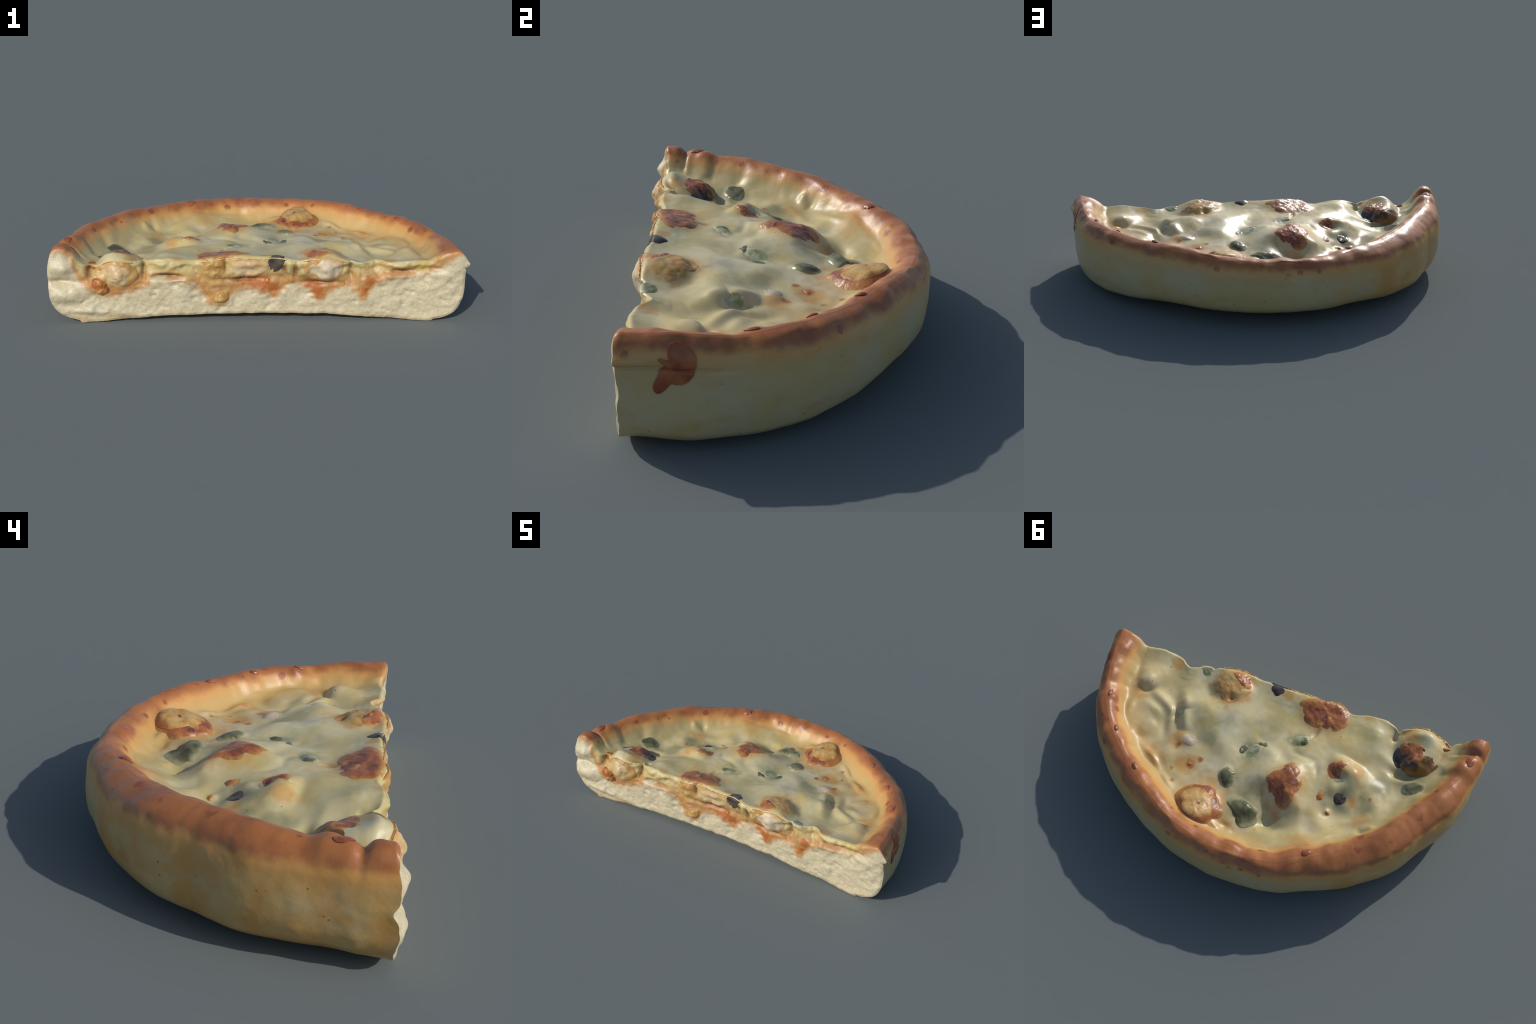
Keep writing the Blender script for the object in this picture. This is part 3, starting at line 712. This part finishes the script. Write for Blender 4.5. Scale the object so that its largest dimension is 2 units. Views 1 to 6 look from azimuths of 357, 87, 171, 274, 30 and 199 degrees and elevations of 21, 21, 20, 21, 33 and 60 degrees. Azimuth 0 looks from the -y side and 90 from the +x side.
def lay_piece(name, surface, cu, cv, a, b, turn, rise, material, seed=1, shape=1.0, rough=.12, power=3.0, relief=.0, sink=.008, depth=.02, tilt=(0, 0), parent=root):
    """a solid piece resting on a surface(u, v) -> point, outward normal; its rim dips just under the surface"""
    nr, na = 26, 72
    th = np.linspace(0, 2 * np.pi, na, endpoint=False)
    R = outline_radius(th, shape, seed, rough)
    rr = np.linspace(0, 1, nr)[1:]
    c, sn = math.cos(math.radians(turn)), math.sin(math.radians(turn))
    uu = (rr[:, None] * R * np.cos(th)) * a
    vv = (rr[:, None] * R * np.sin(th)) * b
    U = np.r_[cu, (cu + uu * c - vv * sn).ravel()]
    V = np.r_[cv, (cv + uu * sn + vv * c).ravel()]
    r1 = np.r_[0, np.repeat(rr, na)]
    p, nrm = surface(U, V)
    h = (rise + sink) * (1 - r1 ** power) - sink + relief * fbm(p[:, 0], p[:, 1], p[:, 2], 26, seed, 3) * (1 - r1**8)
    h = h + (1 - r1**2) * (tilt[0] * np.r_[0, (uu / a).ravel()] + tilt[1] * np.r_[0, (vv / b).ravel()])
    if surface is on_top:
        h = np.where(V <= CUT + .001, rise * .7, h)
    elif surface is on_cut:
        h = np.where(V >= np.interp(U, ROOF_X, ROOF_Z), rise * .8, h)
    v = p + nrm * h[:, None]
    under = p - nrm * (sink + depth * (1 - r1**2))[:, None]
    n1 = len(v)
    V2 = np.concatenate([v, under])
    f = []
    for k in range(na):
        f.append((0, 1 + k, 1 + (k + 1) % na))
        f.append((n1, n1 + 1 + (k + 1) % na, n1 + 1 + k))
    for i in range(nr - 2):
        for k in range(na):
            q0, q1 = 1 + i * na + k, 1 + i * na + (k + 1) % na
            f.append((q0, q0 + na, q1 + na, q1))
            f.append((n1 + q0, n1 + q1, n1 + q1 + na, n1 + q0 + na))
    last = 1 + (nr - 2) * na
    for k in range(na):
        q0, q1 = last + k, last + (k + 1) % na
        f.append((q0, n1 + q0, n1 + q1, q1))
    return add_object(name, V2, f, material, parent, origin=v[0])

def lay_outline(name, surface, pts, rise, material, seed=1, rough=.13, grow=1.0, **kw):
    """a piece whose outline follows a few control points"""
    p = np.array(pts, float)
    if surface is on_top:                    # undo the push of the ragged cut
        dy = cut_y(p[:, 0], np.full(len(p), .31)) - CUT
        p[:, 1] = np.where(p[:, 1] < CUT + .12, (p[:, 1] - dy * (1 + CUT / .12)) / (1 - dy / .12), p[:, 1])
        p[:, 1] = np.where(p[:, 1] < CUT + .015, CUT - .03, p[:, 1])
    c = (p.max(0) + p.min(0)) / 2
    q = p - c
    th = np.arctan2(q[:, 1], q[:, 0]) % (2 * np.pi)
    o = np.argsort(th)
    fine = np.linspace(0, 2 * np.pi, 73)[:-1]
    R = np.interp(fine, th[o], np.hypot(*q.T)[o], period=2 * np.pi)
    for _ in range(1):
        R = (np.roll(R, 1) + 2 * R + np.roll(R, -1)) / 4
    R = R * grow
    m = R.mean()
    return lay_piece(name, surface, c[0], c[1], m, m, 0, rise, material, seed, shape=list(R / m), rough=rough, **kw)

def normals_of(fn, U, V, flip=1):
    e = .004
    p = fn(U, V)
    n = np.cross(fn(U + e, V) - fn(U - e, V), fn(U, V + e) - fn(U, V - e))
    n /= np.linalg.norm(n, axis=1)[:, None] + 1e-12
    return p, n * flip
def _top(U, V):
    V = np.maximum(V, CUT)
    p = warp(np.stack([U, V, top_height(U, V)], -1))
    p[:, 2] += Z_SHIFT
    return p
def on_top(U, V):
    return normals_of(_top, U, V)
ROOF_X = np.linspace(-.85, .85, 300)
ROOF_Z = top_height(ROOF_X, np.full(300, CUT)) - .003 + Z_SHIFT
def _cut(U, V):
    roof = np.interp(U, ROOF_X, ROOF_Z)
    V = np.minimum(V, roof)
    p = np.stack([U, cut_y(U, V - Z_SHIFT) - .006, V], -1)
    return p
def on_cut(U, V):
    return normals_of(_cut, U, V)
def _side(U, V):
    """U along the rim (in metres of arc), V down from crest, in rows"""
    fi = np.clip(U / ARC_LENGTH, 0, 1) * (NT - 1)
    # V > 0 runs outward and down the wall, V < 0 inward over the top, in metres
    i = np.clip(fi.astype(int), 0, NT - 2); fa = (fi - i)[:, None]
    out = np.empty((len(U), 3))
    for k in range(len(U)):
        out[k] = column(i[k], V[k]) * (1 - fa[k]) + column(i[k] + 1, V[k]) * fa[k]
    return out
ARC_LENGTH = np.linalg.norm(np.diff(CREST[:, :2], axis=0), axis=1).sum()
_cols = {}
def column(i, d):
    if i not in _cols:
        col = GRID[i]
        l = np.concatenate([[0], np.cumsum(np.linalg.norm(np.diff(col, axis=0), axis=1))])
        _cols[i] = (l - l[ROW_CREST], col)
    l, col = _cols[i]
    j = min(max(np.searchsorted(l, d) - 1, 0), len(l) - 2)
    f = (d - l[j]) / (l[j + 1] - l[j])
    return col[j] * (1 - f) + col[j + 1] * f
def on_side(U, V):
    return normals_of(_side, U, V, 1)

def group(name):
    e = bpy.data.objects.new(name, None)
    bpy.context.scene.collection.objects.link(e)
    e.parent = root
    return e

# chicken on top: browned patches that break through the cheese (outline, rise, material, seed)
CHICKEN = [
    ([(-.118, -.078), (-.173, -.047), (-.189, .016), (-.179, .064), (-.169, .144), (-.137, .150), (-.096, .106), (-.052, .059), (-.022, .014), (-.075, -.031)], .006, SKIN, 3),
    ([(-.280, -.122), (-.321, -.160), (-.359, -.179), (-.362, -.139), (-.348, -.091), (-.315, -.088)], .004, SKIN, 5),
    ([(-.570, -.344), (-.636, -.392), (-.669, -.374), (-.706, -.350), (-.703, -.317), (-.661, -.290), (-.610, -.285), (-.580, -.315)], .010, SKIN, 8),
    ([(-.585, -.350), (-.620, -.310), (-.665, -.304), (-.735, -.329), (-.775, -.335), (-.766, -.283), (-.695, -.247), (-.630, -.257), (-.580, -.310)], .010, DARKGOLD, 9),
    ([(-.047, -.418), (-.091, -.456), (-.224, -.468), (-.308, -.440), (-.305, -.379), (-.235, -.326), (-.190, -.328), (-.155, -.315), (-.111, -.329), (-.075, -.369)], .005, SKIN, 11),
    ([(.420, -.396), (.405, -.446), (.339, -.475), (.256, -.470), (.208, -.421), (.245, -.359), (.289, -.300), (.346, -.335), (.390, -.378)], .005, GOLDSKIN, 14),
    ([(.330, -.470), (.250, -.470), (.215, -.440), (.225, -.405), (.280, -.405), (.330, -.430)], .009, SKIN, 15),
]
for pts, rise, m, sd in CHICKEN:
    lay_outline("chicken_piece", on_top, pts, min(rise, .004), m, sd, rough=.16, relief=.0031, power=5, sink=.0035, grow=1.14)
lay_outline("chicken_piece", on_top, [(.375, .248), (.350, .185), (.305, .146), (.256, .142), (.200, .120), (.172, .155), (.142, .207), (.092, .262), (.105, .290), (.139, .305), (.155, .355), (.219, .364), (.302, .330), (.348, .286)],
            .012, SKIN, 21, rough=.04, relief=.003, power=6, sink=.010)
lay_outline("chicken_meat", on_top, [(.296, .278), (.318, .252), (.306, .215), (.276, .190), (.238, .184), (.206, .202), (.182, .234), (.172, .280), (.184, .322), (.234, .328), (.282, .312)], .0160, GOLDTOP, 23, rough=.10, grow=1.16, relief=.003, power=9, sink=-.008, depth=.004)

# vegetables
for pts, rise, m, sd in [
    ([(.204, .043), (.178, .008), (.148, .029), (.119, .064), (.121, .100), (.147, .125), (.182, .092)], .007, PEPPER, 4),
    ([(.130, .185), (.094, .160), (.018, .155), (-.030, .155), (-.034, .198), (-.056, .231), (-.037, .270), (.007, .290), (.041, .275), (.050, .242), (.085, .215)], .009, PEPPER, 2),
    ([(-.640, -.179), (-.679, -.207), (-.733, -.221), (-.752, -.195), (-.741, -.155), (-.695, -.127), (-.646, -.142)], .004, PEPPER, 6),
    ([(-.042, -.202), (-.080, -.225), (-.120, -.254), (-.150, -.270), (-.158, -.216), (-.102, -.186), (-.065, -.178)], .002, PALE, 12),
    ([(-.110, -.225), (-.140, -.255), (-.152, -.240), (-.145, -.205), (-.115, -.200)], .0025, PEPPER, 13),
    ([(.124, -.105), (.079, -.152), (.042, -.140), (.045, -.100), (.099, -.042), (.141, -.058)], .002, PALE, 15),
    ([(.156, -.106), (.129, -.131), (.124, -.090), (.148, -.072)], .003, PEPPER, 16),
    ([(.022, -.138), (.060, -.160), (.085, -.150), (.050, -.138)], .0025, PEPPER, 26),
    ([(-.350, -.018), (-.378, -.034), (-.421, .003), (-.397, .021)], .003, OLIVE, 17),
    ([(.492, -.450), (.487, -.478), (.449, -.478), (.436, -.455), (.455, -.425)], .005, PALE, 18),
    ([(.530, -.240), (.505, -.215), (.487, -.150), (.505, -.140), (.530, -.190)], .002, PALE, 20)]:  # thin grey-green patch in the hollow beside the fold
    lay_outline("pepper_piece", on_top, pts, rise, m, sd, power=6, sink=.004, relief=.002)
lay_outline("chicken_piece", on_top, [(-.550, -.313), (-.568, -.366), (-.597, -.325), (-.646, -.275), (-.607, -.255), (-.568, -.280)], .004, OLIVE, 50, power=6)
lay_piece("pepper_piece", on_top, .300, -.348, .026, .014, 10, .003, PEPPER, 22, rough=.1, sink=.004)  # small dark patch at the hole in the chicken's top
lay_piece("pepper_piece", on_top, -.350, -.085, .045, .014, 10, .002, PALE, 24, rough=.1, sink=.003)  # thin grey-green sliver behind the small lump
lay_outline("onion_piece", on_top, [(.448, -.045), (.450, -.088), (.402, -.095), (.360, -.074), (.367, -.040), (.416, -.022)], .004, ONION, 3, sink=.004)
lay_outline("olive_piece", on_top, [(.110, -.424), (.102, -.475), (.060, -.478), (.056, -.427), (.085, -.402)], .004, OLIVE, 4)
lay_piece("sauce_lump", on_top, -.352, .074, .018, .016, 0, .005, SAUCE, 44, rough=.1, power=2)
lay_outline("sauce_lump", on_top, [(-.283, .054), (-.278, .008), (-.301, -.025), (-.310, .0), (-.296, .045)], .003, SAUCE, 45)
lay_piece("sauce_lump", on_top, .358, .056, .026, .018, 20, .003, SAUCE, 46, rough=.25, power=2.5)

# pieces cut through by the knife
lay_outline("chicken_skin", on_cut, [(-.800, .270), (-.760, .305), (-.690, .330), (-.620, .310), (-.560, .225), (-.590, .195), (-.680, .185), (-.750, .195)], .004, GOLDCUT, 32, rough=.08, relief=.003, power=8)
lay_outline("chicken_meat", on_cut, [(-.757, .265), (-.720, .298), (-.660, .290), (-.605, .240), (-.600, .210), (-.670, .198), (-.735, .208), (-.752, .235)], .007, MEAT, 31, rough=.08, relief=.004, power=6, grow=1.2)
lay_outline("sauce_lump", on_cut, [(-.800, .225), (-.770, .235), (-.725, .190), (-.705, .160), (-.740, .142), (-.790, .180)], .016, SAUCE, 33, relief=.006)
lay_piece("sauce_lump", on_cut, -.797, .275, .018, .022, 20, .016, SAUCE, 34, rough=.2, relief=.004)
lay_outline("chicken_meat", on_cut, [(-.285, .255), (-.280, .300), (-.235, .345), (-.180, .335), (-.155, .270), (-.180, .225), (-.250, .215)], .004, GOLDCUT, 35, rough=.08, relief=.003, power=8)
lay_outline("chicken_meat", on_cut, [(-.180, .290), (-.150, .340), (-.050, .340), (.045, .340), (.070, .280), (.040, .245), (-.060, .230), (-.150, .240)], .004, MEAT, 36, rough=.08, relief=.003, power=8)
lay_outline("olive_piece", on_cut, [(.055, .350), (.108, .350), (.114, .290), (.098, .250), (.060, .236), (.045, .250), (.070, .280)], .004, OLIVE, 37, power=5)
lay_outline("chicken_skin", on_cut, [(.190, .255), (.200, .300), (.235, .330), (.330, .345), (.405, .320), (.410, .270), (.395, .220), (.340, .195), (.250, .215)], .003, GOLDCUT, 40, rough=.05, relief=.002, power=8)
lay_outline("chicken_meat", on_cut, [(.208, .268), (.255, .308), (.310, .330), (.385, .322), (.400, .300), (.398, .245), (.385, .218), (.330, .212), (.265, .232)], .005, WHITE, 41, rough=.04, relief=.001, power=9, grow=1.06)
lay_outline("sauce_lump", on_cut, [(-.225, .105), (-.215, .135), (-.190, .155), (-.145, .148), (-.135, .120), (-.165, .090), (-.205, .090)], .010, GOLDCUT, 42, relief=.004)
lay_piece("sauce_lump", on_cut, .405, .188, .010, .010, 0, .004, SAUCE, 43)
lay_piece("sauce_lump", on_cut, .035, .205, .018, .014, 0, .006, SAUCE, 47, rough=.2)

# dark blisters along the rim: arc position, distance out (+) or in (-), half sizes, rise
BLISTERS = [(.942, -.010, .026, .024, .010), (.622, -.030, .022, .022, .013), (.205, -.028, .018, .014, .008), (.135, -.035, .017, .017, .010),
            (.285, -.025, .020, .014, .004)]
for k, (t, dv, a, b, rise) in enumerate(BLISTERS):
    lay_piece("blister", on_side, t * ARC_LENGTH, dv, a, b, 0, rise, BLISTER, 60 + k, rough=.14, power=2.0, relief=.001, sink=.003, depth=.004)
# burnt drip that ran down the outside near one end
lay_outline("burnt_drip", on_side, [(.120, .030), (.165, .028), (.192, .060), (.197, .100), (.188, .135), (.165, .152), (.132, .150), (.118, .172), (.102, .190), (.090, .186), (.086, .170), (.098, .140), (.118, .100), (.124, .065)], .004, DRIP, 90, rough=.22, relief=.004, power=5, sink=.003, depth=.004)
